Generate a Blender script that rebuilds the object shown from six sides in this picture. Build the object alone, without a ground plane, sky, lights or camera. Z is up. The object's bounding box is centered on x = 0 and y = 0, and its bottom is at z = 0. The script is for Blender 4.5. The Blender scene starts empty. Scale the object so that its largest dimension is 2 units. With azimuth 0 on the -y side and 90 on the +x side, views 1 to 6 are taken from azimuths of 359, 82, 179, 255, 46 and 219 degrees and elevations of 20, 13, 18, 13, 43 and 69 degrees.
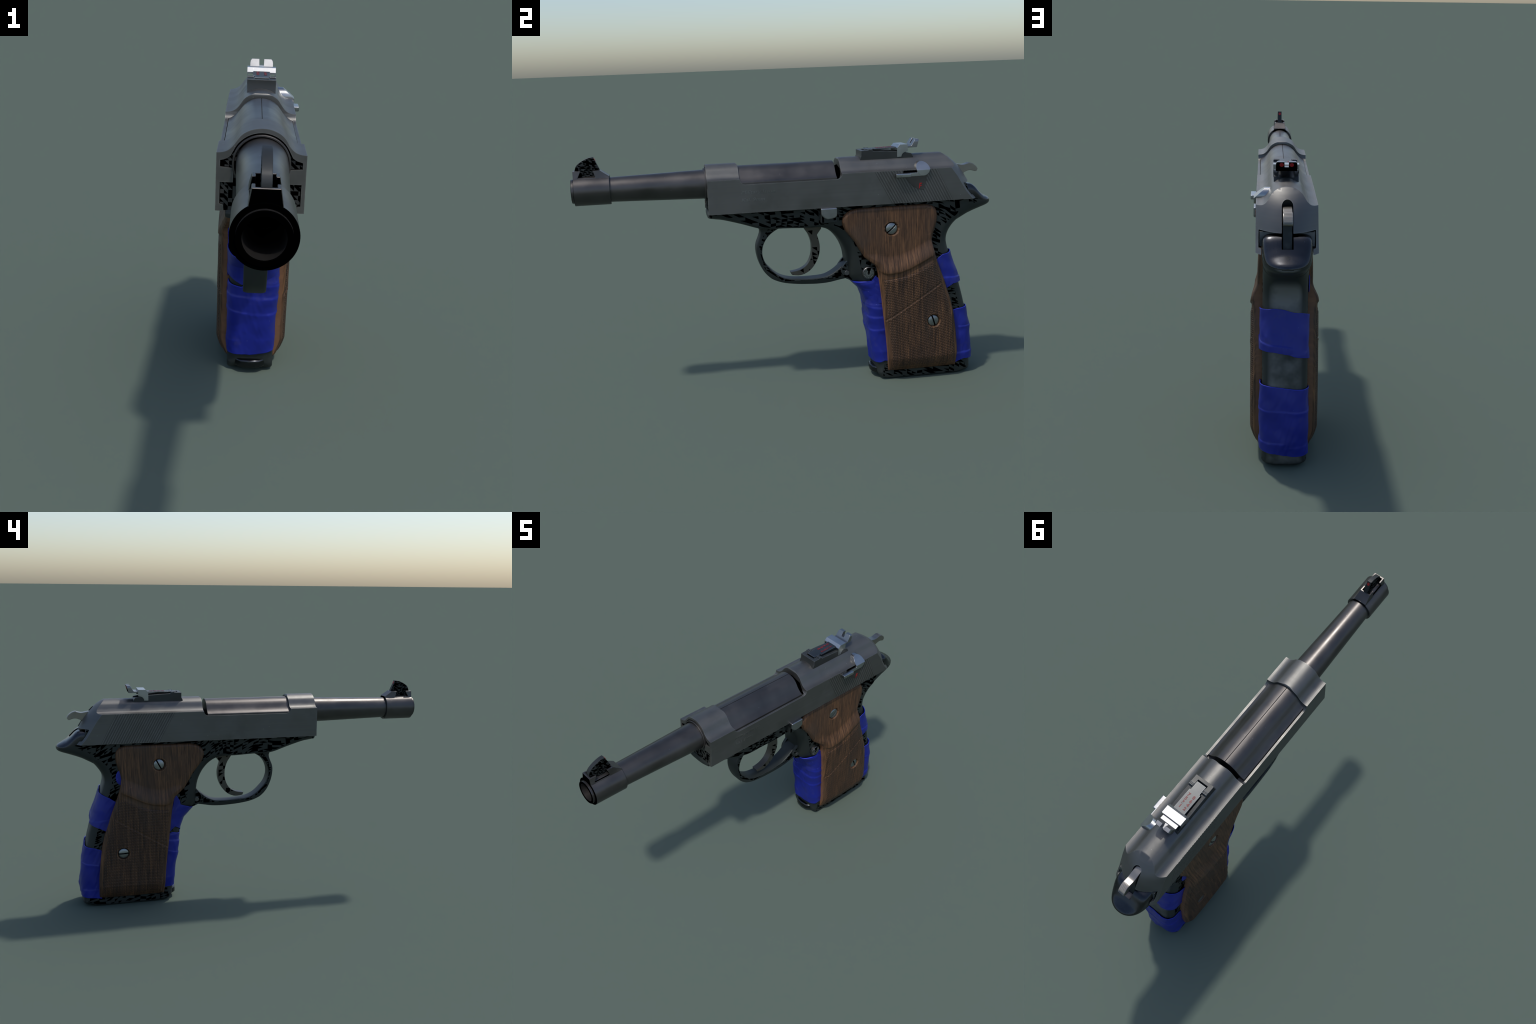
import bpy, bmesh, math, random
from mathutils import Vector, noise as mnoise
import numpy as np
random.seed(7)
RNG = np.random.default_rng(7)
scene = bpy.context.scene
COL = scene.collection

# ------------------------------------------------------------------ materials
class NT:
    def __init__(s, name):
        s.mat = bpy.data.materials.new(name); s.mat.use_nodes = True
        s.t = s.mat.node_tree; s.n = s.t.nodes; s.l = s.t.links
        s.b = s.n['Principled BSDF']
        s.tc = s.n.new('ShaderNodeTexCoord')
    def node(s, typ, **kw):
        nd = s.n.new(typ)
        for k, v in kw.items(): setattr(nd, k, v)
        return nd
    def put(s, sock, v):
        if isinstance(v, bpy.types.NodeSocket): s.l.new(v, sock)
        elif isinstance(v, (tuple, list)) and len(v) == 3 and sock.type == 'RGBA': sock.default_value = (*v, 1)
        else: sock.default_value = v
    def math(s, op, a, b=0.0, clamp=False):
        nd = s.node('ShaderNodeMath', operation=op, use_clamp=clamp)
        s.put(nd.inputs[0], a); s.put(nd.inputs[1], b); return nd.outputs[0]
    def mapping(s, scale=(1, 1, 1), rot=(0, 0, 0), loc=(0, 0, 0)):
        nd = s.node('ShaderNodeMapping'); s.l.new(s.tc.outputs['Object'], nd.inputs[0])
        nd.inputs['Scale'].default_value = scale; nd.inputs['Rotation'].default_value = rot
        nd.inputs['Location'].default_value = loc
        return nd.outputs[0]
    def noise(s, scale, vec=None, detail=4, rough=.55):
        nd = s.node('ShaderNodeTexNoise')
        s.l.new(vec if vec is not None else s.tc.outputs['Object'], nd.inputs['Vector'])
        nd.inputs['Scale'].default_value = scale; nd.inputs['Detail'].default_value = detail
        nd.inputs['Roughness'].default_value = rough
        return nd.outputs['Fac']
    def ramp(s, fac, stops):
        nd = s.node('ShaderNodeValToRGB'); el = nd.color_ramp.elements
        while len(el) < len(stops): el.new(.5)
        for e, (p, c) in zip(el, stops):
            e.position = p; e.color = (c, c, c, 1) if isinstance(c, (int, float)) else (*c, 1)
        s.l.new(fac, nd.inputs[0]); return nd.outputs[0]
    def mix(s, fac, a, b, blend='MIX'):
        nd = s.node('ShaderNodeMix', data_type='RGBA', blend_type=blend)
        s.put(nd.inputs[0], fac); s.put(nd.inputs[6], a); s.put(nd.inputs[7], b); return nd.outputs[2]
    def bump(s, h, strength=.2, dist=.002):
        nd = s.node('ShaderNodeBump'); nd.inputs['Strength'].default_value = strength
        nd.inputs['Distance'].default_value = dist
        s.l.new(h, nd.inputs['Height']); s.l.new(nd.outputs[0], s.b.inputs['Normal'])
    def edge(s, lo=.52, hi=.6):
        g = s.node('ShaderNodeNewGeometry'); return s.ramp(g.outputs['Pointiness'], [(lo, 0.), (hi, 1.)])
    def rim(s, radius=.004):
        bv = s.node('ShaderNodeBevel', samples=6); bv.inputs['Radius'].default_value = radius
        g = s.node('ShaderNodeNewGeometry'); d = s.node('ShaderNodeVectorMath', operation='DOT_PRODUCT')
        s.l.new(bv.outputs[0], d.inputs[0]); s.l.new(g.outputs['Normal'], d.inputs[1])
        return s.ramp(d.outputs['Value'], [(.90, 1.), (.985, 0.)])
    def set(s, **kw):
        for k, v in kw.items(): s.put(s.b.inputs[k.replace('_', ' ')], v)

def metal(name, col, rough=.4, var=.25, brush=(1, 1, 1), metallic=1.0, specks=True, edgecol=None, spec=.5):
    m = NT(name)
    n1 = m.noise(7, detail=6)
    n2 = m.noise(1, m.mapping(scale=brush), detail=3)
    d = tuple(c * (1 - var) for c in col); l = tuple(c * (1 + var) for c in col)
    c = m.mix(m.ramp(n1, [(.3, 0.), (.7, 1.)]), d, l)
    c = m.mix(m.math('MULTIPLY', n2, .35), c, tuple(x * .6 for x in col))
    if specks:
        v = m.node('ShaderNodeTexVoronoi'); m.l.new(m.tc.outputs['Object'], v.inputs['Vector']); v.inputs['Scale'].default_value = 28
        sp = m.ramp(v.outputs['Distance'], [(.03, 1.), (.06, 0.)])
        c = m.mix(m.math('MULTIPLY', sp, .5), c, tuple(min(1, x * 2.2 + .05) for x in col))
    if edgecol:
        c = m.mix(m.math('MULTIPLY', m.rim(), m.ramp(m.noise(26, detail=4), [(.35, .15), (.65, .9)])), c, edgecol)
    sm = m.noise(4.5, m.mapping(loc=(4, 1, 7)), detail=7, rough=.65)
    c = m.mix(m.ramp(sm, [(.56, 0.), (.72, .35)]), c, tuple(x * .45 for x in col))
    r = m.math('ADD', m.math('MULTIPLY', m.math('SUBTRACT', n1, .5), .45), rough)
    m.set(Base_Color=c, Metallic=metallic, Roughness=r)
    m.b.inputs['Specular IOR Level'].default_value = spec
    m.bump(n2, .08, .001)
    return m.mat

def facet(name, base, cell=(.03, .022), dens=.5, warp=.25, rough=.5, sides=True, worn=False):
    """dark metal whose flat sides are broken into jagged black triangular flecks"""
    m = NT(name)
    sep = m.node('ShaderNodeSeparateXYZ'); m.l.new(m.tc.outputs['Object'], sep.inputs[0])
    u = m.math('ADD', sep.outputs[0], sep.outputs[1]); v = sep.outputs[2]
    w1 = m.math('SUBTRACT', m.noise(5, detail=0), .5); w2 = m.math('SUBTRACT', m.noise(6, m.mapping(loc=(3, 5, 9)), detail=0), .5)
    u = m.math('ADD', u, m.math('MULTIPLY', w1, warp)); v = m.math('ADD', v, m.math('MULTIPLY', w2, warp))
    a = m.math('DIVIDE', u, cell[0]); b = m.math('DIVIDE', v, cell[1])
    fa = m.math('FRACT', a); fb = m.math('FRACT', b)
    tri = m.math('GREATER_THAN', m.math('ADD', fa, fb), 1.0)
    cv = m.node('ShaderNodeCombineXYZ')
    m.put(cv.inputs[0], m.math('FLOOR', a)); m.put(cv.inputs[1], m.math('FLOOR', b)); m.put(cv.inputs[2], tri)
    wn = m.node('ShaderNodeTexWhiteNoise', noise_dimensions='3D'); m.l.new(cv.outputs[0], wn.inputs['Vector'])
    blk = m.math('LESS_THAN', wn.outputs['Value'], dens)
    if sides:
        g = m.node('ShaderNodeNewGeometry'); sn = m.node('ShaderNodeSeparateXYZ'); m.l.new(g.outputs['Normal'], sn.inputs[0])
        ax = m.math('MAXIMUM', m.math('ABSOLUTE', sn.outputs[0]), m.math('MULTIPLY', m.math('ABSOLUTE', sn.outputs[1]), 0.0))
        blk = m.math('MULTIPLY', blk, m.math('GREATER_THAN', ax, .985))
    n1 = m.noise(9, detail=5)
    c = m.mix(n1, tuple(x * .7 for x in base), tuple(x * 1.3 for x in base))
    if worn:
        g3 = m.node('ShaderNodeNewGeometry'); s3 = m.node('ShaderNodeSeparateXYZ'); m.l.new(g3.outputs['Normal'], s3.inputs[0])
        back = m.math('MULTIPLY', m.ramp(s3.outputs[1], [(.80, 0.), (.96, 1.)]), m.ramp(m.noise(6, detail=4), [(.38, 0.), (.62, .8)]))
        c = m.mix(back, c, (.19, .19, .185))
    c = m.mix(blk, c, (.0005, .0005, .0005))
    m.set(Base_Color=c, Metallic=.3, Roughness=rough)
    m.put(m.b.inputs['Specular IOR Level'], m.math('SUBTRACT', .5, m.math('MULTIPLY', blk, .5)))
    m.put(m.b.inputs['Metallic'], m.math('SUBTRACT', .3, m.math('MULTIPLY', blk, .3)))
    m.bump(m.noise(220, detail=2), .12, .0008)
    return m.mat

def plain(name, col, rough=.6, metallic=0.0, spec=.5):
    m = NT(name)
    n = m.noise(30)
    c = m.mix(n, tuple(x * .75 for x in col), tuple(x * 1.25 for x in col))
    m.set(Base_Color=c, Roughness=rough, Metallic=metallic)
    m.b.inputs['Specular IOR Level'].default_value = spec
    return m.mat

def wood(name, checker):
    m = NT(name)
    rot = (math.radians(4), 0, 0)
    big = m.noise(1, m.mapping(scale=(3, 14, 2.2), rot=rot), detail=4)
    grain = m.noise(1, m.mapping(scale=(10, 135, 7), rot=rot), detail=6, rough=.65)
    pores = m.noise(1, m.mapping(scale=(30, 420, 22), rot=rot), detail=2)
    c = m.ramp(grain, [(.32, (.026, .015, .009)), (.46, (.078, .040, .021)), (.56, (.125, .063, .031)), (.72, (.225, .110, .048))])
    c = m.mix(m.ramp(big, [(.42, 0.), (.66, .6)]), c, (.054, .033, .022))
    c = m.mix(m.ramp(pores, [(.30, .75), (.42, 0.)]), c, (.016, .009, .006))
    g2 = m.noise(4, m.mapping(loc=(7, 2, 1)), detail=5)
    c = m.mix(m.ramp(g2, [(.54, 0.), (.74, .35)]), c, (.055, .050, .044))
    for k, (sc, rt) in enumerate((((2, 5, 12), .5), ((2, 14, 5), -.4), ((2, 16, 3), .2))):
        ln = m.math('ABSOLUTE', m.math('SUBTRACT', m.noise(1, m.mapping(scale=sc, rot=(rt, 0, 0), loc=(k * 3, k, 0)), detail=1), .5))
        gate = m.ramp(m.noise(11, m.mapping(loc=(k * 5, 1, 3)), detail=2), [(.58, 0.), (.68, .4)])
        c = m.mix(m.math('MULTIPLY', m.ramp(ln, [(.001, 1.), (.004, 0.)]), gate), c, (.22, .13, .08))
    c = m.mix(m.math('MULTIPLY', m.edge(.515, .56), .55), c, (.27, .135, .07))
    h = m.math('MULTIPLY', grain, .35)
    if checker:
        sep = m.node('ShaderNodeSeparateXYZ'); m.l.new(m.tc.outputs['Object'], sep.inputs[0])
        k = math.pi / .0085
        p = m.math('ABSOLUTE', m.math('SINE', m.math('MULTIPLY', m.math('ADD', sep.outputs[1], m.math('MULTIPLY', sep.outputs[2], .55)), k)))
        q = m.math('ABSOLUTE', m.math('SINE', m.math('MULTIPLY', m.math('SUBTRACT', sep.outputs[2], m.math('MULTIPLY', sep.outputs[1], .12)), k)))
        d = m.math('MULTIPLY', m.math('MULTIPLY', p, q), 1.0)
        c = m.mix(m.ramp(d, [(.05, .72), (.5, 0.)]), c, (.016, .010, .008))
        h = m.math('ADD', m.math('MULTIPLY', h, .4), d)
        m.bump(h, .55, .003)
    else:
        m.bump(h, .22, .002)
    m.set(Base_Color=c, Roughness=.52)
    m.b.inputs['Specular IOR Level'].default_value = .28
    return m.mat

def tape_mat():
    m = NT('blue_tape')
    n = m.noise(8, detail=5)
    c = m.mix(n, (.006, .012, .165), (.012, .021, .285))
    d = m.noise(14, m.mapping(loc=(2, 8, 4)), detail=6)
    c = m.mix(m.ramp(d, [(.60, 0.), (.78, .35)]), c, (.08, .075, .11))
    e = m.edge(.51, .58)
    c = m.mix(m.math('MULTIPLY', e, .6), c, (.02, .035, .55))
    v = m.node('ShaderNodeTexVoronoi'); m.l.new(m.tc.outputs['Object'], v.inputs['Vector']); v.inputs['Scale'].default_value = 22
    c = m.mix(m.ramp(v.outputs['Distance'], [(.025, .6), (.05, 0.)]), c, (.16, .18, .5))
    m.set(Base_Color=c, Roughness=.42)
    m.b.inputs['Specular IOR Level'].default_value = .4
    m.bump(m.noise(60, detail=3), .12, .002)
    return m.mat

M = {}
M['slide'] = metal('slide_steel', (.150, .149, .143), .48, .10, (6, 2, 120), edgecol=(.30, .295, .28), metallic=.85)
M['barrel'] = metal('barrel_steel', (.100, .094, .091), .38, .18, (60, 2, 60), metallic=.85)
M['bright'] = metal('bright_steel', (.42, .43, .44), .32, .15, (20, 4, 90))
M['groove'] = metal('groove_shade_steel', (.105, .102, .098), .52, .1, specks=False, metallic=.85)  # slide steel darkened to paint the occlusion between serration ridges
M['brushed'] = metal('brushed_steel', (.33, .335, .35), .34, .3, (20, 3, 160))
M['sightbase'] = metal('sight_base_steel', (.030, .033, .033), .45, .3, (20, 6, 40), edgecol=(.12, .13, .14), metallic=.2)
M['blade'] = metal('sight_blade_steel', (.26, .265, .275), .36, .2, (20, 6, 40))
M['dull'] = metal('sight_steel', (.10, .105, .108), .46, .2, (20, 6, 40), edgecol=(.3, .32, .34))
M['trigger'] = facet('trigger_steel', (.075, .068, .055), (.026, .022), .3, .05, rough=.4)
M['hammer'] = metal('hammer_steel', (.30, .285, .26), .36, .15, (60, 20, 20))
M['frame'] = facet('frame_steel', (.022, .027, .026), (.026, .013), .47, .09, worn=True)
M['guard'] = facet('guard_steel', (.022, .027, .026), (.016, .011), .55, .05)
M['fleck'] = facet('sight_dark_steel', (.02, .023, .024), (.012, .006), .6, .03)
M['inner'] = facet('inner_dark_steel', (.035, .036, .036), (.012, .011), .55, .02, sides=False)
M['black'] = plain('black_void', (.0006, .0006, .0006), .9, 0, 0.0)
M['polish'] = metal('polished_dark_steel', (.06, .062, .068), .25, .2, (8, 8, 8))
M['wood'] = wood('walnut', False)
M['checker'] = wood('walnut_checkered', True)
M['screw'] = metal('screw_steel', (.30, .32, .325), .36, .25, (30, 30, 30))
M['tape'] = tape_mat()
M['red'] = plain('red_paint', (.35, .008, .01), .45)
M['rust'] = plain('red_numeral_paint', (.16, .008, .010), .45)
M['pin'] = metal('pin_steel', (.13, .13, .13), .45, .1)
M['mark'] = metal('engraved_steel', (.24, .24, .235), .42, .1, specks=False)

# ------------------------------------------------------------------ helpers
ROOT = bpy.data.objects.new('target_pistol', None); COL.objects.link(ROOT)
ROOT['label'] = 'long-barrelled steel pistol with wooden grips and blue tape'
ROOT['category'] = 'pistol'

def mkobj(name, me, mats, parent=ROOT, sharp=32, wn=True):
    ob = bpy.data.objects.new(name, me); COL.objects.link(ob)
    ob.parent = parent
    for k in ([mats] if isinstance(mats, str) else mats): me.materials.append(M[k])
    if sharp is not None:
        me.shade_smooth(); me.set_sharp_from_angle(angle=math.radians(sharp))
        if wn:
            md = ob.modifiers.new('wn', 'WEIGHTED_NORMAL'); md.weight = 80; md.keep_sharp = True; md.mode = 'FACE_AREA'
    return ob

def bm_mesh(bm, name):
    bmesh.ops.recalc_face_normals(bm, faces=bm.faces[:])
    me = bpy.data.meshes.new(name); bm.to_mesh(me); bm.free(); return me

def prism(pts, lo, hi, axis='x'):
    """pts are (a,b): axis x -> (y,z), axis y -> (x,z), axis z -> (x,y)"""
    bm = bmesh.new()
    def P(a, b, t): return {'x': (t, a, b), 'y': (a, t, b), 'z': (a, b, t)}[axis]
    A = [bm.verts.new(P(a, b, lo)) for a, b in pts]; B = [bm.verts.new(P(a, b, hi)) for a, b in pts]
    n = len(pts); bm.faces.new(A); bm.faces.new(B[::-1])
    for i in range(n): bm.faces.new((A[i], A[(i + 1) % n], B[(i + 1) % n], B[i]))
    return bm_mesh(bm, 'prism')

def box(x0, x1, y0, y1, z0, z1): return prism([(y0, z0), (y1, z0), (y1, z1), (y0, z1)], x0, x1)

def lathe(prof, axis='y', center=(0, 0), n=64, caps=True, scale=(1, 1)):
    """prof: (t, r) along the axis; center: the two other coordinates"""
    bm = bmesh.new(); rings = []
    for t, r in prof:
        ring = []
        for i in range(n):
            a = 2 * math.pi * i / n; p, q = center[0] + scale[0] * r * math.cos(a), center[1] + scale[1] * r * math.sin(a)
            ring.append(bm.verts.new({'y': (p, t, q), 'x': (t, p, q), 'z': (p, q, t)}[axis]))
        rings.append(ring)
    for A, B in zip(rings, rings[1:]):
        for i in range(n): bm.faces.new((A[i], A[(i + 1) % n], B[(i + 1) % n], B[i]))
    if caps: bm.faces.new(rings[0]); bm.faces.new(rings[-1][::-1])
    return bm_mesh(bm, 'lathe')

def boolean(me, cutter, op='DIFFERENCE'):
    a = bpy.data.objects.new('tmp_a', me); b = bpy.data.objects.new('tmp_b', cutter)
    COL.objects.link(a); COL.objects.link(b)
    md = a.modifiers.new('b', 'BOOLEAN'); md.operation = op; md.object = b; md.solver = 'EXACT'
    dg = bpy.context.evaluated_depsgraph_get(); dg.update()
    out = bpy.data.meshes.new_from_object(a.evaluated_get(dg))
    bpy.data.objects.remove(a); bpy.data.objects.remove(b)
    return out

def bevel(me, width, seg=2, angle=35):
    a = bpy.data.objects.new('tmp_a', me); COL.objects.link(a)
    md = a.modifiers.new('b', 'BEVEL'); md.width = width; md.segments = seg
    md.limit_method = 'ANGLE'; md.angle_limit = math.radians(angle); md.harden_normals = False
    dg = bpy.context.evaluated_depsgraph_get(); dg.update()
    out = bpy.data.meshes.new_from_object(a.evaluated_get(dg))
    bpy.data.objects.remove(a); return out

def join(meshes):
    bm = bmesh.new()
    for m in meshes: bm.from_mesh(m)
    me = bpy.data.meshes.new('joined'); bm.to_mesh(me); bm.free(); return me

def dedupe(pts, eps=1e-6):
    out = []
    for p in pts:
        if not out or max(abs(p[i] - out[-1][i]) for i in range(2)) > eps: out.append(p)
    return out

def catmull(P, sub, closed=False):
    n = len(P); out = []
    rng = range(n if closed else n - 1)
    for i in rng:
        p0 = P[(i - 1) % n] if closed or i > 0 else P[0]
        p1 = P[i]; p2 = P[(i + 1) % n]
        p3 = P[(i + 2) % n] if closed or i + 2 < n else P[-1]
        for k in range(sub):
            t = k / sub
            out.append(tuple(.5 * ((2 * b) + (c - a) * t + (2 * a - 5 * b + 4 * c - d) * t * t + (3 * b - a - 3 * c + d) * t ** 3)
                             for a, b, c, d in zip(p0, p1, p2, p3)))
    if not closed: out.append(tuple(P[-1]))
    return out

def mirror(half):
    """half profile from x=0 outward -> full closed outline"""
    return half + [(-x, z) for x, z in half[::-1] if abs(x) > 1e-9]

def pillow(prof, hw, seg=6):
    """side outline (y, z, rx, inset) swept across x with rounded flanks"""
    n = len(prof)
    P = [Vector(p[:2]) for p in prof]
    area = sum(P[i].x * P[(i + 1) % n].y - P[(i + 1) % n].x * P[i].y for i in range(n))
    N = []
    for i in range(n):
        d = (P[(i + 1) % n] - P[i]).normalized() + (P[i] - P[i - 1]).normalized()
        d.normalize(); nn = Vector((d.y, -d.x)); N.append(nn if area > 0 else -nn)
    bm = bmesh.new(); layers = []
    for s in (-1, 1):
        ks = range(seg, -1, -1) if s < 0 else range(seg + 1)
        for k in ks:
            th = k / seg * math.pi / 2; L = []
            for i in range(n):
                rx, ins = prof[i][2], prof[i][3]
                x = hw - rx + rx * math.sin(th); q = P[i] - N[i] * ins * (1 - math.cos(th))
                L.append(bm.verts.new((s * x, q.x, q.y)))
            layers.append(L)
    bm.faces.new(layers[0]); bm.faces.new(layers[-1][::-1])
    for A, B in zip(layers, layers[1:]):
        for i in range(n): bm.faces.new((A[i], A[(i + 1) % n], B[(i + 1) % n], B[i]))
    return bm_mesh(bm, 'pillow')

def interp(tab, v):
    xs = [t[0] for t in tab]; ys = [t[1] for t in tab]
    return float(np.interp(v, xs, ys))

def smooth(a, b, v):
    t = max(0, min(1, (v - a) / (b - a))); return t * t * (3 - 2 * t)
def text_mesh(body, size, depth, shear=0.0, bold=0.0):
    cu = bpy.data.curves.new('txt', 'FONT'); cu.body = body; cu.size = size; cu.extrude = depth; cu.shear = shear; cu.offset = bold
    ob = bpy.data.objects.new('tmp_txt', cu); COL.objects.link(ob)
    dg = bpy.context.evaluated_depsgraph_get(); dg.update()
    me = bpy.data.meshes.new_from_object(ob.evaluated_get(dg))
    bpy.data.objects.remove(ob); return me

def place(me, fn):
    for v in me.vertices: v.co = fn(v.co)
    me.update(); return me

HW = .1165            # slide half width
AX = 1.018            # bore axis height

# ------------------------------------------------------------------ slide
half = [(0, 1.109), (.015, 1.1078), (.03, 1.1040), (.045, 1.0965), (.056, 1.0880), (.064, 1.0770), (.0705, 1.0670), (.078, 1.0580),
        (.087, 1.0505), (.097, 1.0463), (.107, 1.0445), (HW, 1.0440), (HW, .889)]
half = catmull(half[:11], 3)[:-1] + half[10:]
slide = prism(mirror(half), -.390, 1.0, 'y')

yc = [(.87, .957), (.891, .941), (.926, .911), (.955, .893), (1.0, .866), (1.037, .839), (1.059, .819), (1.08, .794), (1.096, .770), (1.109, .745), (1.125, .715)]
def rear_y(x, z): return interp(yc, z) - 5.0 * x * x
bm = bmesh.new()
xs = np.linspace(-.13, .13, 27); zs = np.linspace(.87, 1.125, 26)
G = [[bm.verts.new((x, rear_y(x, z), z)) for x in xs] for z in zs]
H = [[bm.verts.new((x, 1.3, z)) for x in xs] for z in zs]
for i in range(len(zs) - 1):
    for j in range(len(xs) - 1):
        bm.faces.new((G[i][j], G[i][j + 1], G[i + 1][j + 1], G[i + 1][j]))
        bm.faces.new((H[i][j], H[i + 1][j], H[i + 1][j + 1], H[i][j + 1]))
rim = G[0] + [g[-1] for g in G[1:]] + G[-1][-2::-1] + [g[0] for g in G[-2:0:-1]]
rim2 = H[0] + [g[-1] for g in H[1:]] + H[-1][-2::-1] + [g[0] for g in H[-2:0:-1]]
for i in range(len(rim)): bm.faces.new((rim[i], rim2[i], rim2[(i + 1) % len(rim)], rim[(i + 1) % len(rim)]))
slide = boolean(slide, bm_mesh(bm, 'rear_cut'))

# ejection opening: straight ends, filleted floor
def arc(cx, cz, r, a0, a1, n=6):
    return [(cx + r * math.cos(math.radians(a0 + (a1 - a0) * i / n)), cz + r * math.sin(math.radians(a0 + (a1 - a0) * i / n))) for i in range(n + 1)]
op = [(-.256, 1.13), (-.250, 1.109)] + arc(-.252, 1.099, .010, 90, 0, 4)[1:] + [(-.242, 1.044)] + arc(-.215, 1.046, .0265, 180, 270, 6)[1:] \
    + arc(.211, 1.046, .0265, 270, 360, 6) + [(.238, 1.06)] + arc(.247, 1.100, .0095, 180, 90, 4) + [(.252, 1.13)]
slide = boolean(slide, prism(dedupe(op), -.2, .2, 'x'))
# cavity around the barrel (front) and rail channel (full length)
cav = arc(0, AX, .0795, 90, 28, 10)
cav = [(x, z) for x, z in cav] + [(.080, 1.036), (.090, 1.029), (.1065, 1.024), (.1065, 1.007), (.072, 1.004), (.072, .966)]
slide = boolean(slide, prism(mirror(cav), -.5, .236, 'y'))
chan = [(0, .9665), (.106, .9665), (.106, .908), (.0955, .906), (.0955, .80)]
slide = boolean(slide, prism(mirror(chan), -.5, 1.1, 'y'))
# hammer slot
slot = [(-.0215, .80), (.0215, .80)] + arc(0, 1.052, .0215, 0, 180, 10)
slide = boolean(slide, prism(slot, .74, 1.1, 'y'))
slide = boolean(slide, box(.09, .13, .527, .64, 1.030, 1.0425))   # lever slot
slide = bevel(slide, .0022, 2, 38)
SLIDE = mkobj('slide', slide, 'slide', sharp=30)

# slanted cocking serrations, both flanks
def serr(sgn):
    ms = []; N = 23
    for i in range(N):
        t = i / (N - 1); yt = .397 + t * (.690 - .397); yb = .480 + t * (.770 - .480)
        w = .0056
        bm = bmesh.new(); rows = []
        for (yy, zz) in ((yb, .891), (yt, 1.0425)):
            rows.append([bm.verts.new((sgn * (HW - .002), yy - w, zz)), bm.verts.new((sgn * (HW + .0011), yy - w * .42, zz)),
                         bm.verts.new((sgn * (HW + .0011), yy + w * .42, zz)), bm.verts.new((sgn * (HW - .002), yy + w, zz))])
        for j in range(3): bm.faces.new((rows[0][j], rows[0][j + 1], rows[1][j + 1], rows[1][j]))
        bm.faces.new((rows[0][3], rows[0][0], rows[1][0], rows[1][3])); bm.faces.new(rows[0]); bm.faces.new(rows[1][::-1])
        ms.append(bm_mesh(bm, 's'))
    return join(ms)
for s in (1, -1):
    a, b = sorted((s * (HW - .003), s * (HW + .0003)))
    mkobj('serration_shade_plate', prism([(.474, .8905), (.391, 1.0430), (.696, 1.0430), (.776, .8905)], a, b, 'x'), 'groove', SLIDE, sharp=None)
    o = mkobj('cocking_serrations', serr(s), 'slide', SLIDE, sharp=25); o['kind'] = 'stuff'

# engraved lettering on the left flank
for body, z0, w in (('Military Issue', .978, .158), ('Kal. 9mm', .943, .110)):
    t = text_mesh(body, .022, .0006, .25)
    xm = max(v.co.x for v in t.vertices)
    place(t, lambda c: Vector((HW + .0002 + c.z, -.239 + c.x / xm * w, z0 + c.y)))
    mkobj('engraved_lettering', t, 'mark', SLIDE, sharp=None)

# smooth safety field with its red letter
fld = [(.533, 1.030), (.545, 1.000), (.569, .971), (.599, .952), (.615, .948), (.631, .948), (.640, .985), (.648, 1.030)]
mkobj('safety_field', bevel(prism(fld, HW - .002, HW + .0020, 'x'), .001, 1), 'barrel', SLIDE)
t = text_mesh('F', .036, .0005, .15, .0006)
place(t, lambda c: Vector((HW + .0026 + c.z, .603 + c.x * .8, .955 + c.y)))
mkobj('safety_letter', t, 'red', SLIDE, sharp=None)

# ------------------------------------------------------------------ barrel
BARREL = mkobj('barrel', lathe([(-.80, .001), (-.80, .0425), (-.9985, .0425)], n=64, center=(.002, AX), caps=False), 'barrel', sharp=40)
bar = lathe([(-.9985, .0425), (-1.0, .044), (-1.0, .0535), (-.9985, .055), (-.985, .055), (-.84, .0565), (-.80, .0572), (-.41, .0675), (-.30, .069), (-.25, .069)], n=72, center=(.002, AX), caps=False)
bore = BARREL.data
bar = join([bore, bar]); BARREL.data = bar
for k in ('barrel', 'black'): bar.materials.append(M[k])
bar.shade_smooth(); bar.set_sharp_from_angle(angle=math.radians(35))
for p in bar.polygons:
    if (p.center.y < -.9984) or (p.center.y > -.801 and abs(p.center.y + .8) < .0005 and (p.center.x ** 2 + (p.center.z - AX) ** 2) < .04 ** 2): p.material_index = 1
mkobj('barrel_bushing', lathe([(-.3, .070), (-.396, .070), (-.3975, .0712), (-.3975, .0745), (-.396, .0758), (-.3, .0758), (-.3, .070)], n=72, center=(0, AX), caps=False), 'barrel', BARREL, sharp=40)

sl = lathe([(-.988, .0535), (-.988, .0655), (-.9865, .067), (-.828, .067), (-.826, .0655), (-.826, .05)], n=72, center=(.002, AX), caps=False)
SLEEVE = mkobj('muzzle_sleeve', sl, ['barrel', 'black'], BARREL, sharp=35)
for p in sl.polygons:
    if p.center.y < -.9865: p.material_index = 1

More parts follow.
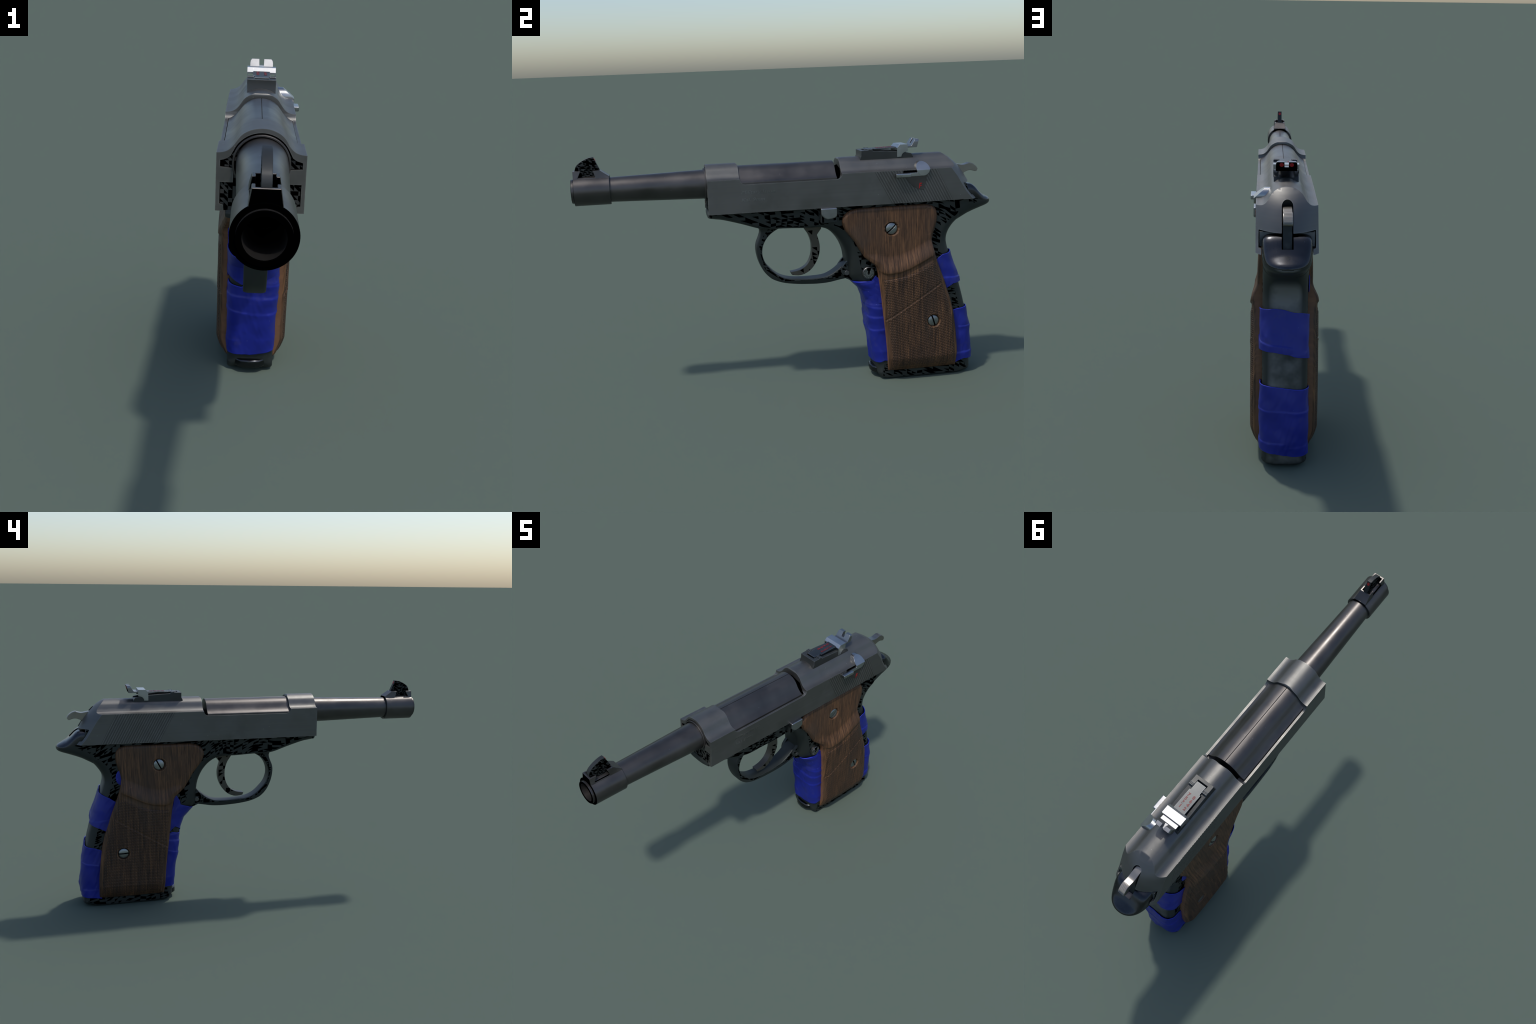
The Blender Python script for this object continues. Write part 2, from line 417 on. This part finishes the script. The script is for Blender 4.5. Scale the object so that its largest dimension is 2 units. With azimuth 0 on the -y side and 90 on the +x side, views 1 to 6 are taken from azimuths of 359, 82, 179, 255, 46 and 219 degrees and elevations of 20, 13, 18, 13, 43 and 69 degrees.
# front sight base: trapezoid block with a ramp behind and a slot for the blade
sec = [(.0275, 1.111), (.0335, 1.076), (.044, 1.0625)]
full = [(-x, z) for x, z in sec] + sec[::-1]
fs = prism([(x + .002, z) for x, z in full], -.9875, -.826, 'y')
fs = boolean(fs, prism([(-.868, 1.112), (-.80, 1.0655), (-.80, 1.2), (-.868, 1.2)], -.1, .1, 'x'))
fs = boolean(fs, box(-.018, .022, -.9785, -.871, 1.081, 1.2))
fs = boolean(fs, prism([(-.966, 1.0805), (-.888, 1.0805), (-.897, 1.108), (-.897, 1.2), (-.953, 1.2), (-.953, 1.108)], -.1, .1, 'x'))
fs = bevel(fs, .0012, 1, 40)
SB = mkobj('front_sight_base', fs, ['barrel', 'black'], BARREL, sharp=30)
for p in fs.polygons:
    if p.normal.y < -.9 or (p.center.z < 1.0815 and p.normal.z > .9 and -.967 < p.center.y < -.87): p.material_index = 1
bl = [(-.866, 1.075), (-.867, 1.113), (-.892, 1.1705), (-.912, 1.1675), (-.933, 1.160), (-.953, 1.149), (-.969, 1.136), (-.976, 1.122), (-.979, 1.112), (-.979, 1.075)]
bl = bl[:3] + catmull(bl[2:8], 3)[1:-1] + bl[7:]
blade = mkobj('front_sight_blade', bevel(prism(bl, -.0085, .0125, 'x'), .0008, 1), ['fleck'], SB, sharp=30)
rn = Vector((0, .0575, .025)).normalized()
dot = lathe([(0, .0065), (.001, .0065)], axis='z', n=20)
place(dot, lambda c: Vector((.002 + c.x, -.8865, 1.1575)) + Vector((0, -.025, .0575)).normalized() * c.y * 1.2 + rn * (.0004 + c.z))
mkobj('sight_dot', dot, 'red', SB)

# shield over the chamber, with a split line along the crest
sh = [(0, 1.0925), (.0006, 1.0925), (.0014, 1.0957), (.015, 1.0945), (.03, 1.0905), (.043, 1.0835), (.054, 1.0745), (.0625, 1.0640), (.070, 1.0535), (.078, 1.0445), (.087, 1.0365), (.096, 1.0305), (.1035, 1.0275), (.1045, 1.015), (.1045, .985), (0, .985)]
mkobj('chamber_cover', bevel(prism(mirror(sh[:-1])[:], -.34, .214, 'y'), .001, 1, 50), 'barrel', BARREL, sharp=30)
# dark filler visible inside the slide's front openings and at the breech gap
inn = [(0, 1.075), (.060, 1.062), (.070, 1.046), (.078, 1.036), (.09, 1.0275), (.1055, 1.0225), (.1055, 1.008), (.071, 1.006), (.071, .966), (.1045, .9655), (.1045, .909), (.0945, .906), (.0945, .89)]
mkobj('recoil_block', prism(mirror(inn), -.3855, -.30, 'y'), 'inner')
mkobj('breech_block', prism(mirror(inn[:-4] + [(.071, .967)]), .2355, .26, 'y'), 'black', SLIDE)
mkobj('lever_slot', box(.09, HW + .0018, .529, .60, 1.0315, 1.0415), 'black', SLIDE)

# ------------------------------------------------------------------ frame
F = []
def fp(y, z, rx=.03, ins=None): F.append((y, z, rx, rx if ins is None else ins))
for y, z, rx, ins in [(-.388, .893, .05, .004), (-.392, .882, .06, .004), (-.392, .870, .07, .01), (-.386, .859, .075, .026), (-.355, .853, .075, .028), (-.321, .849, .06, .025), (-.237, .828, .035, .018),
                      (-.156, .803, .025, .014), (-.10, .797, .02, .010), (-.041, .797, .02, .010), (.06, .792, .02, .010), (.146, .787, .035, .02),
                      (.187, .759, .05, .045), (.222, .721, .055, .054), (.243, .684, .055, .057), (.256, .647, .055, .060), (.262, .60, .055, .068), (.264, .555, .056, .085), (.270, .528, .057, .095),
                      (.300, .498, .055, .080), (.335, .462, .05, .060), (.355, .41, .048, .05), (.364, .366, .045, .04), (.368, .30, .045, .04), (.379, .229, .045, .04),
                      (.392, .14, .045, .04), (.401, .07, .045, .04), (.404, .045, .04, .03), (.420, .024, .025, .02), (.455, .004, .012, .008), (.63, .001, .010, .008), (.80, .0, .012, .008), (.85, .0, .04, .020),
                      (.882, .005, .055, .028), (.897, .022, .055, .036), (.901, .06, .05, .045), (.902, .12, .05, .045), (.892, .23, .05, .045), (.870, .35, .05, .045),
                      (.839, .47, .05, .045), (.822, .53, .05, .045), (.793, .615, .055, .05), (.780, .655, .055, .05), (.775, .692, .055, .055), (.784, .727, .055, .055), (.808, .763, .055, .05),
                      (.830, .800, .04, .03), (.842, .86, .03, .02), (.845, .955, .01, .006)]:
    if .18 < y < .406 and z < .77: y += .008
    if y > .75 and .05 < z < .5: y -= .004
    if y > .75 and .5 <= z < .77: y -= .006
    fp(y, z, rx, ins)
prof = catmull(F, 3) + [(.76, .960, .004, .004), (.74, .893, .004, .002)]
fr = pillow(prof, .0895, 7)
fr = boolean(fr, box(-.0215, .0215, .83, .930, .906, 1.1))
rails = join([bevel(prism([(.60, .911), (.862, .911), (.848, .9625), (.60, .9625)], -.102, .102, 'x'), .001, 1)])
rails = boolean(rails, box(-.0215, .0215, .80, .930, .906, 1.1))
ZT = [(.80, .957), (.862, .957), (.885, .956), (.897, .950), (.905, .944), (.925, .924), (.95, .903), (.975, .8885), (.988, .882), (.996, .876), (1.0, .869)]
ZR = [(.80, .90), (.87, .897), (.90, .886), (.93, .876), (.96, .870), (1.0, .865)]
ZB = [(.79, .764), (.806, .769), (.822, .779), (.848, .7935), (.87, .805), (.898, .816), (.945, .8315), (.975, .841), (.988, .846), (.996, .852), (1.0, .860)]
def tail():
    bm = bmesh.new(); rows = []
    ys = list(np.linspace(.80, .94, 22)) + [.94 + .06 * math.sin(t) for t in np.linspace(0, math.pi / 2, 18)[1:]]
    for y in ys:
        w = .0925 * max(0, 1 - (max(0, y - .870) / .130) ** 2.4) ** (1 / 2.2) + 1e-4
        zt, zr, zb = interp(ZT, y), interp(ZR, y), interp(ZB, y); row = []
        pt = 2.2 + 3.5 * (1 - smooth(.86, .965, y))
        for k in range(40):
            a = 2 * math.pi * k / 40; c, sn = math.cos(a), math.sin(a)
            if sn >= 0: x = w * math.copysign(abs(c) ** (2 / pt), c); z = zr + (zt - zr) * abs(sn) ** (2 / pt)
            else: pb_ = 3.6 - 1.1 * smooth(.82, .95, y); x = w * math.copysign(abs(c) ** (2 / pb_), c); z = zr - (zr - zb) * abs(sn) ** (2 / pb_)
            row.append(bm.verts.new((x, y, z)))
        rows.append(row)
    for A, B in zip(rows, rows[1:]):
        for k in range(40): bm.faces.new((A[k], A[(k + 1) % 40], B[(k + 1) % 40], B[k]))
    bm.faces.new(rows[0]); bm.faces.new(rows[-1][::-1])
    return boolean(bm_mesh(bm, 'tail'), box(-.0215, .0215, .83, .930, .906, 1.1))
TAIL = mkobj('beavertail', tail(), ['frame', 'polish'], ROOT, sharp=50, wn=False)
for p in TAIL.data.polygons:
    if p.center.z > interp(ZR, p.center.y) - .001 and p.normal.z > -.05: p.material_index = 1
FRAME = mkobj('frame', join([fr, rails]), ['frame', 'polish'], sharp=35, wn=False)
TAIL.parent = FRAME

og = [(-.160, .806), (-.149, .778), (-.155, .752), (-.168, .719), (-.171, .684), (-.162, .635), (-.140, .585), (-.112, .552), (-.085, .534), (-.04, .518), (.026, .508), (.085, .5035), (.135, .502), (.185, .505), (.235, .514), (.275, .520)]
ig = [(.275, .600), (.245, .583), (.219, .562), (.190, .545), (.155, .534), (.086, .531), (.02, .534), (-.021, .541), (-.05, .552), (-.076, .569), (-.100, .592), (-.122, .618), (-.136, .65), (-.140, .68), (-.134, .712), (-.119, .741), (-.098, .764), (-.070, .783), (-.035, .800)]
loop = catmull(og, 3) + catmull(ig, 3)
og = [(y + (.004 if y < 0 else 0), z) for y, z in og]
ol, il = catmull(og, 3), catmull(ig, 3)
lp = [(y, z, .020, .006) for y, z in dedupe(ol)] + [(y, z, .006, .003) for y, z in dedupe(il)]
TG = mkobj('trigger_guard', pillow(lp, .036, 4), 'guard', FRAME, sharp=40, wn=False)
ear = [(.292, .622), (.280, .619), (.262, .602), (.244, .578), (.240, .556), (.250, .537), (.262, .524), (.283, .514), (.310, .510), (.315, .60)]
for s in (1, -1):
    a, b = sorted((s * .034, s * .050))
    mkobj('guard_lug', bevel(prism(ear, a, b, 'x'), .002, 2, 30), 'frame', FRAME)
mkobj('guard_pin', lathe([(-.053, .0105), (-.052, .012), (.052, .012), (.053, .0105)], axis='x', center=(.268, .552), n=28), 'pin', FRAME)

# takedown knob: ribbed disc with a V-shaped dark slot
KN = mkobj('takedown_knob', lathe([(.08, .030), (.100, .030), (.103, .027)], axis='x', center=(.362, .556), n=36), 'pin', FRAME)
ribs = []
for i in range(15):
    a = math.radians(-238 + i * 20.5)
    for r0, r1 in ((.008, .0145), (.0165, .0245)):
        b = box(.1025, .1046, -.0012, .0012, r0, r1)
        ribs.append(place(b, lambda c, a=a: Vector((c.x, .362 + c.z * math.cos(a) - c.y * math.sin(a), .556 + c.z * math.sin(a) + c.y * math.cos(a)))))
o = mkobj('knob_ribs', join(ribs), 'bright', KN); o['kind'] = 'stuff'
mkobj('knob_slot', prism([(.362, .545), (.374, .582), (.352, .582)], .1025, .1040, 'x'), 'black', KN)

# floor plate lip at the toe of the grip
mp = [(-.064, .60), (-.066, .440), (-.058, .414), (-.036, .395), (0, .390), (.036, .395), (.058, .414), (.066, .432), (.064, .60)]
mkobj('magazine_base', bevel(prism(mp, .022, .056, 'z'), .008, 3, 40), 'polish', FRAME)

# ------------------------------------------------------------------ trigger, hammer
tf = catmull([(.055, .800), (.075, .769), (.092, .741), (.104, .698), (.101, .645), (.079, .600), (.042, .576), (-.003, .568)], 4)
tb = catmull([(.003, .553), (.046, .549), (.088, .566), (.120, .601), (.140, .648), (.143, .696), (.131, .744)], 4)
TR = mkobj('trigger', bevel(prism(dedupe(tf + tb + [(.152, .772), (.152, .80)]), -.019, .019, 'x'), .003, 2, 50), 'trigger', sharp=30)

hs = catmull([(.80, 1.050), (.83, 1.047), (.862, 1.042), (.880, 1.045), (.895, 1.0485), (.912, 1.044), (.928, 1.032), (.936, 1.019), (.934, 1.009), (.925, 1.006), (.910, 1.011), (.893, 1.0125), (.878, 1.008), (.866, 1.003)], 4)
hs += catmull([(.868, .990), (.880, .960), (.898, .925), (.905, .90)], 4) + [(.82, .90), (.80, .99)]
HM = mkobj('hammer', bevel(prism(dedupe(hs), -.0175, .0175, 'x'), .0025, 2, 50), ['hammer', 'frame'], sharp=35)
for p in HM.data.polygons:
    if p.center.z < 1.0: p.material_index = 1
crest = [p for p in hs[:52] if p[0] > .889 and p[1] > 1.0135 and p[0] < .94]
hr = [lathe([(-.0155, .0014), (.0155, .0014)], axis='x', center=p, n=8) for p in crest]
o = mkobj('hammer_ridges', join(hr), 'hammer', HM); o['kind'] = 'stuff'

# ------------------------------------------------------------------ safety lever, slide stop
drum = lathe([(.06, .033), (.124, .033), (.1265, .0305)], axis='x', center=(.6255, 1.046), n=48)
drum = boolean(drum, prism([(.127, 1.0415), (.072, 1.0885), (.06, 1.12), (.2, 1.12), (.2, 1.0415)], .5, .75, 'y'))
arm = bevel(prism([(.545, 1.014), (.635, 1.014), (.635, 1.036), (.600, 1.036), (.595, 1.031), (.545, 1.031)], .110, .1255, 'x'), .0015, 2)
knob = bevel(box(.114, .1405, .488, .561, 1.0125, 1.0305), .004, 3)
mkobj('safety_lever', join([bevel(drum, .0015, 2, 40), arm, knob]), 'bright', sharp=35)

st = prism([(.129, .8895), (.206, .8895), (.206, .851), (.196, .842), (.180, .8375), (.160, .8365), (.145, .842), (.129, .859)], .06, .1335, 'x')
mkobj('slide_stop', bevel(st, .0055, 3, 30), 'brushed', sharp=35)
mkobj('slide_stop_stem', bevel(box(.06, .118, .131, .207, .816, .88), .006, 2), 'frame', sharp=35)

# ------------------------------------------------------------------ rear sight
RS = None
prof_b = [(.338, 1.085), (.338, 1.099), (.345, 1.112), (.345, 1.138), (.378, 1.139), (.388, 1.1425), (.397, 1.1415), (.403, 1.1335), (.46, 1.1315), (.516, 1.1275), (.556, 1.1215), (.59, 1.1145), (.600, 1.099), (.600, 1.085)]
rb = prism(prof_b, -.049, .049, 'x')
rb = boolean(rb, box(-.0265, .0265, .361, .42, 1.118, 1.2))
rb = boolean(rb, box(-.033, .033, .412, .70, 1.110, 1.2))
RS = mkobj('rear_sight', bevel(rb, .0012, 1, 30), 'sightbase', sharp=30)
for s in (1, -1):
    for yy in (.386, .397):
        mkobj('sight_hinge_pin', lathe([(s * .0275, .0028), (s * .0485, .0028)], axis='x', center=(yy, 1.1415), n=12), 'dull', RS)
leaf = prism([(-.0245, .369), (.0245, .369), (.0245, .414), (.030, .414), (.030, .590), (-.030, .590), (-.030, .414), (-.0245, .414)], 0, .0055, 'z')
place(leaf, lambda c: Vector((c.x, c.y, c.z + 1.1365 + (c.y - .369) * .022)))
LEAF = mkobj('sight_leaf', bevel(leaf, .001, 1), 'dull', RS, sharp=30)
for x0, body in ((.0075, '7531'), (-.0195, '8642')):
    for i, ch in enumerate(body):
        t = text_mesh(ch, .022, .0004, 0, .0008); cx = max(v.co.x for v in t.vertices) / 2
        yy = .436 + i * .0205
        place(t, lambda c: Vector((x0 + .006 - (c.x - cx), yy - c.y + .010, 1.1365 + (yy - .369) * .022 + .0061 + c.z)))
        mkobj('range_numeral', t, 'rust', LEAF, sharp=None)
pb = [(.572, 1.1475), (.590, 1.1482), (.595, 1.150), (.613, 1.1800), (.631, 1.1785), (.620, 1.141), (.572, 1.1405)]
bl2 = prism(pb, -.042, .042, 'x')
bl2 = boolean(bl2, prism([(-.008, 1.1575), (.008, 1.1575), (.0095, 1.2), (-.0095, 1.2)], .595, .66, 'y'))
for s in (1, -1):
    bl2 = boolean(bl2, prism([(s * .034, 1.19), (s * .036, 1.1795), (s * .0405, 1.174), (s * .043, 1.16), (s * .06, 1.16), (s * .06, 1.19)], .58, .66, 'y'))
BLD = mkobj('rear_sight_blade', bevel(bl2, .0012, 1, 40), ['blade', 'black'], RS, sharp=30)
n = Vector((0, .0375, -.011)).normalized(); up = Vector((0, .011, .0375)).normalized()
for p in BLD.data.polygons:
    if p.normal.y > .8: p.material_index = 1
for s in (1, -1):
    dot = lathe([(0, .0082), (.0008, .0082)], axis='z', n=24)
    place(dot, lambda c: Vector((s * .0195 + c.x, .6277, 1.1675)) + up * c.y + n * (.0002 + c.z))
    mkobj('sight_dot', dot, 'red', BLD)
cap = prism([(.520, 1.1425), (.5335, 1.1575), (.572, 1.158), (.572, 1.1395), (.520, 1.1365)], -.051, .051, 'x')
leg = [(.520, 1.140), (.520, 1.1005), (.541, 1.1005), (.5425, 1.108), (.548, 1.1165), (.557, 1.122), (.572, 1.124), (.572, 1.141)]
sld = [cap] + [prism(leg, *sorted((s * .0395 + s * .0105, s * .0510)), 'x') for s in (1, -1)]
sl_ = cap
for s in (1, -1): sl_ = boolean(sl_, prism(leg, *sorted((s * .0497, s * .0512)), 'x'), 'UNION')
mkobj('sight_slider', bevel(sl_, .001, 1, 30), 'bright', RS, sharp=30)

# ------------------------------------------------------------------ grips
FRONT = [(.044, .4615), (.215, .449), (.341, .4335), (.495, .4165), (.544, .410), (.580, .402), (.593, .394), (.605, .378), (.633, .344), (.682, .3145), (.713, .297), (.769, .252), (.790, .242), (.811, .236), (.830, .239), (.845, .248), (.857, .262), (.866, .280), (.8715, .305), (.8735, .330)]
BACK = [(.044, .810), (.15, .808), (.25, .799), (.335, .786), (.40, .770), (.45, .752), (.50, .737), (.55, .718), (.595, .700), (.63, .688), (.66, .681), (.698, .677), (.73, .683), (.757, .692), (.787, .701), (.815, .704), (.838, .701), (.852, .694), (.862, .684), (.869, .668), (.8735, .645)]
LEDGE = [(.40, .570), (.423, .559), (.453, .552), (.513, .558), (.56, .573), (.604, .593), (.658, .620), (.70, .636)]
CHK = [(.40, .518), (.426, .521), (.49, .529), (.544, .539), (.60, .556), (.653, .580), (.70, .603)]
SCREWS = [(.475, .767, .0302), (.678, .300, .0298)]
def seg_d(p, a, b):
    ax, ay = a; bx, by = b; dx, dy = bx - ax, by - ay
    t = max(0, min(1, ((p[0] - ax) * dx + (p[1] - ay) * dy) / (dx * dx + dy * dy)))
    return math.hypot(p[0] - ax - t * dx, p[1] - ay - t * dy)
OUT = np.array([(y, z) for z, y in FRONT] + [(y, z) for z, y in BACK[::-1]])
def outline_d(y, z):
    A = OUT; B = np.roll(OUT, -1, 0); D = B - A; P = np.array((y, z))
    t = np.clip(((P - A) * D).sum(1) / (D * D).sum(1), 0, 1)
    q = A + D * t[:, None]; return float(np.sqrt(((P - q) ** 2).sum(1)).min())
def grip_height(y, z, d):
    led = interp(LEDGE, y); chk = interp(CHK, y)
    # bulk: thin at the top, swelling to the ledge, full below
    g = led - z
    h = .1110 + (.1345 - .1110) * smooth(-.085, -.004, g)
    h -= .0055 * smooth(.70, .87, z)
    # belly across the width
    yf, yb = interp(FRONT, z), interp(BACK, z); s = (y - yf) / max(.01, yb - yf)
    h += .0045 * (1 - (2 * s - 1) ** 2) * smooth(.75, .6, z)
    # shallow valley under the ledge, then the checkered panel
    if g > 0: h -= .0045 * smooth(0, .007, g) * (1 - smooth(.020, .045, g)) * smooth(.004, .035, d)
    else: h += .0015 * smooth(-.06, 0, g)
    # lower front/back/bottom taper
    kz = smooth(.56, .66, z); w = .040 - .026 * kz; lim = .017 - .010 * kz
    if d < w: h -= lim * (1 - d / w) ** 1.4
    if d < .0045: h -= .004 * (1 - d / .0045)
    if z < .12: h -= .026 * (1 - (z - .044) / .076) ** 1.3
    # panel border line
    dd = min(d, (chk - z) + .014)
    if z < chk + .01: h -= .0022 * math.exp(-((dd - .0155) / .0028) ** 2)
    # diagonal carved line
    ld = seg_d((y, z), (.440, .317), (.712, .487))
    h -= .0030 * math.exp(-(ld / .0030) ** 2)
    h += .0016 * math.exp(-(seg_d((y, z), (.443, .311), (.715, .481)) / .0028) ** 2)
    for sy, sz, sr in SCREWS:
        r = math.hypot(y - sy, z - sz)
        if r < sr + .003: h -= .013 * (1 - smooth(sr, sr + .003, r))
    return h
def grip(sgn):
    rng = np.random.default_rng(3 if sgn > 0 else 4)
    zs = list(np.linspace(.044, .845, 230)) + list(np.linspace(.845, .8735, 18))[1:]
    NC = 110
    bm = bmesh.new(); rows = []
    for z in zs:
        yf, yb = interp(FRONT, z), interp(BACK, z); row = []
        for j in range(NC + 1):
            s = .5 - .5 * math.cos(math.pi * (j / NC)); s = .6 * s + .4 * j / NC
            y = yf + (yb - yf) * s; d = outline_d(y, z) if 1 else 0
            row.append((y, z, d))
        rows.append(row)
    V = [[bm.verts.new((sgn * grip_height(y, z, d), y, z)) for y, z, d in r] for r in rows]
    back = [[bm.verts.new((sgn * .0885, r[0][0], r[0][1])), bm.verts.new((sgn * .0885, r[-1][0], r[-1][1]))] for r in rows]
    fl = []
    for i in range(len(rows) - 1):
        for j in range(NC):
            f = bm.faces.new((V[i][j], V[i][j + 1], V[i + 1][j + 1], V[i + 1][j]))
            y = (rows[i][j][0] + rows[i][j + 1][0]) / 2; z = rows[i][j][1]; d = (rows[i][j][2] + rows[i][j + 1][2]) / 2
            ok = d > .0165 and z < interp(CHK, y) - .002 and z > .072
            for sy, sz, sr in SCREWS:
                if math.hypot(y - sy, z - sz) < sr + .006: ok = False
            if seg_d((y, z), (.440, .317), (.712, .487)) < .003: ok = False
            f.material_index = 1 if ok else 0
        bm.faces.new((back[i][0], V[i][0], V[i + 1][0], back[i + 1][0]))
        bm.faces.new((V[i][NC], back[i][1], back[i + 1][1], V[i + 1][NC]))
        bm.faces.new((back[i][1], back[i][0], back[i + 1][0], back[i + 1][1]))
    bm.faces.new([back[0][0]] + V[0][::1] + [back[0][1]]); bm.faces.new([back[-1][1]] + V[-1][::-1] + [back[-1][0]])
    me = bm_mesh(bm, 'grip')
    return mkobj('grip_panel', me, ['wood', 'checker'], sharp=50)
def screw(parent, sgn, y, z, x, r, ang):
    dome = [(x - .012, r), (x - .004, r)] + [(x - .004 + .0085 * math.sin(t), r * math.cos(t)) for t in np.linspace(.12, 1.50, 7)]
    me = lathe(dome, axis='x', center=(0, 0), n=36)
    ct = box(x - .0018, x + .02, -.0036, .0036, -r * 1.2, r * 1.2)
    ca, sa = math.cos(math.radians(ang)), math.sin(math.radians(ang))
    place(ct, lambda c: Vector((c.x, c.y * ca - c.z * sa, c.y * sa + c.z * ca)))
    me = bevel(boolean(me, ct), .0006, 1, 40)
    place(me, lambda c: Vector((sgn * c.x, y + c.y, z + c.z)))
    if sgn < 0: me.flip_normals()
    o = mkobj('grip_screw', me, ['screw', 'black'], parent, sharp=40)
    for p in me.polygons:
        if abs(p.center.x) < x - .0012 and abs(p.normal.x) > .9 and abs(p.center.x) > x - .003: p.material_index = 1
    return o
for sgn, angs in ((1, (-48, 18)), (-1, (-28, 88))):
    g = grip(sgn)
    screw(g, sgn, SCREWS[0][0] + (0 if sgn > 0 else .004), SCREWS[0][1], .1060, .0290, angs[0])
    screw(g, sgn, SCREWS[1][0], SCREWS[1][1], .1325, .0285, angs[1])

# ------------------------------------------------------------------ blue tape
YF = sorted([(z, y, a, b) for y, z, a, b in F if .25 < y < .42 and z < .66 and a >= .04])
YB = sorted([(z, y, a, b) for y, z, a, b in F if y > .7 and z < .75])
def ridges(u, z, lines):
    h = 0
    for z0, sl, cv, amp, w, u0, u1 in lines:
        c = z0 + sl * u + cv * u * u; d = z - c
        fade = smooth(u0 - .15, u0 + .1, u) * (1 - smooth(u1 - .1, u1 + .15, u))
        h += .62 * amp * fade * (math.exp(-(d / (w * .55)) ** 2) if d > 0 else math.exp(-(d / (w * 3.0)) ** 2))
    return h
def tape(name, side, top, bot, depth, hw, ridge, seed, off=.0055, nu=110, nv=110):
    rng = np.random.default_rng(seed); ph = rng.uniform(0, 6, 8)
    tab = YF if side > 0 else YB
    bm = bmesh.new(); rows = []
    for i in range(nv + 1):
        row = []
        for j in range(nu + 1):
            u = -1 + 2 * j / nu
            z0, z1 = interp(bot, u), interp(top, u); z = z0 + (z1 - z0) * i / nv
            e = interp(tab, z)
            # plan section: flank, rounded shoulder, strap
            rx = interp([(t[0], t[2]) for t in tab], z); ins = interp([(t[0], t[3]) for t in tab], z); a = abs(u); sx = 1 if u > 0 else -1
            if a > .62:
                x = hw; yy = ins + (a - .62) / .38 * max(.02, depth - ins); nrm = (1, 0)
            else:
                th = a / .62 * math.pi / 2
                if a < .26: th = 0; x = (hw - rx) * a / .26
                else: th = (a - .26) / .36 * math.pi / 2; x = hw - rx + rx * math.sin(th)
                yy = ins * (1 - math.cos(th)); nrm = (math.sin(th), math.cos(th))
            w = ridges(u, z, ridge) + .0012 * math.sin(9 * u + ph[0] + 14 * z) + .0010 * math.sin(38 * z + 4 * u + ph[1]) + .0008 * math.sin(70 * z - 7 * u + ph[2])
            w += .0030 * mnoise.noise(Vector((u * 3.1 + ph[3], z * 11 - u * 2.2, ph[4]))) + .0016 * mnoise.noise(Vector((u * 9 + 2, z * 30 + u * 8, ph[5])))
            o = off + max(-.002, w)
            row.append(bm.verts.new((sx * (x + o * nrm[0]) + (.003 if side < 0 else 0), e + side * (yy - o * nrm[1]), z)))
        rows.append(row)
    for A, B in zip(rows, rows[1:]):
        for j in range(nu): bm.faces.new((A[j], A[j + 1], B[j + 1], B[j]))
    me = bm_mesh(bm, 'tape')
    # orient outward
    c = me.polygons[len(me.polygons) // 2]
    if c.normal.y * side > 0: me.flip_normals()
    ob = mkobj(name, me, 'tape', sharp=60)
    md = ob.modifiers.new('thick', 'SOLIDIFY'); md.thickness = .003; md.offset = -1
    return ob
# u=+1 is the left (+x) flank, u=-1 the right flank
tape('tape_wrap', 1, [(-1, .362), (-.80, .374), (-.62, .387), (-.45, .380), (-.26, .374), (-.1, .385), (.1, .44), (.26, .50), (.62, .516), (1, .540)], [(-1, .066), (-.62, .080), (0, .075), (.5, .090), (.62, .100), (1, .078)],
     .125, .0895, [(.380, .0, -.02, .004, .008, -1, 1), (.325, -.012, .012, .0055, .010, -.9, 1), (.258, -.016, .03, .0035, .006, -.8, 1), (.40, -.05, .05, .004, .012, .3, 1), (.14, .01, .0, .0015, .01, -1, 1), (.455, .08, 0, .004, .012, .2, 1)], 1)
tape('tape_wrap', 1, [(-1, .605), (-.86, .582), (-.74, .560), (-.62, .540), (-.45, .520), (-.2, .506), (0, .503), (.6, .514), (1, .53)], [(-1, .425), (-.80, .408), (-.66, .396), (-.56, .420), (-.26, .385), (0, .375), (.3, .375), (.62, .40), (1, .40)],
     .130, .0895, [(.50, .0, -.02, .002, .012, -1, 1)], 2, off=.0042)
tape('tape_wrap', -1, [(-1, .562), (-.62, .598), (-.4, .616), (0, .630), (.3, .634), (.62, .622), (1, .583)], [(-1, .400), (-.62, .436), (-.4, .452), (-.1, .466), (.3, .476), (.62, .472), (1, .434)],
     .115, .0885, [(.492, .02, -.01, .0045, .008, -.2, 1), (.455, -.02, 0, .003, .01, -1, -.1)], 3)
tape('tape_wrap', -1, [(-1, .304), (-.62, .326), (-.3, .334), (0, .338), (.4, .346), (.62, .342), (1, .332)], [(-1, .042), (-.62, .050), (-.2, .055), (.3, .070), (.62, .078), (1, .058)],
     .100, .0885, [(.244, .01, -.01, .003, .004, -1, 1), (.112, .0, -.01, .0050, .008, .0, 1), (.09, .0, 0, .002, .01, -1, 0)], 4)
# scrap of tape pinched behind the right grip
me = lathe([(z, .040 * math.sqrt(max(0, 1 - ((z - .705) / .042) ** 2)) + .0005) for z in np.linspace(.664, .746, 13)], axis='z', center=(-.0945, .672), n=28, scale=(.10, .80))
mkobj('tape_scrap', me, 'tape', sharp=60)

# ------------------------------------------------------------------ keep the tree at thing > part > sub-part
for ob in list(bpy.data.objects):
    while ob.parent and ob.parent.parent and ob.parent.parent.parent:
        ob.parent = ob.parent.parent
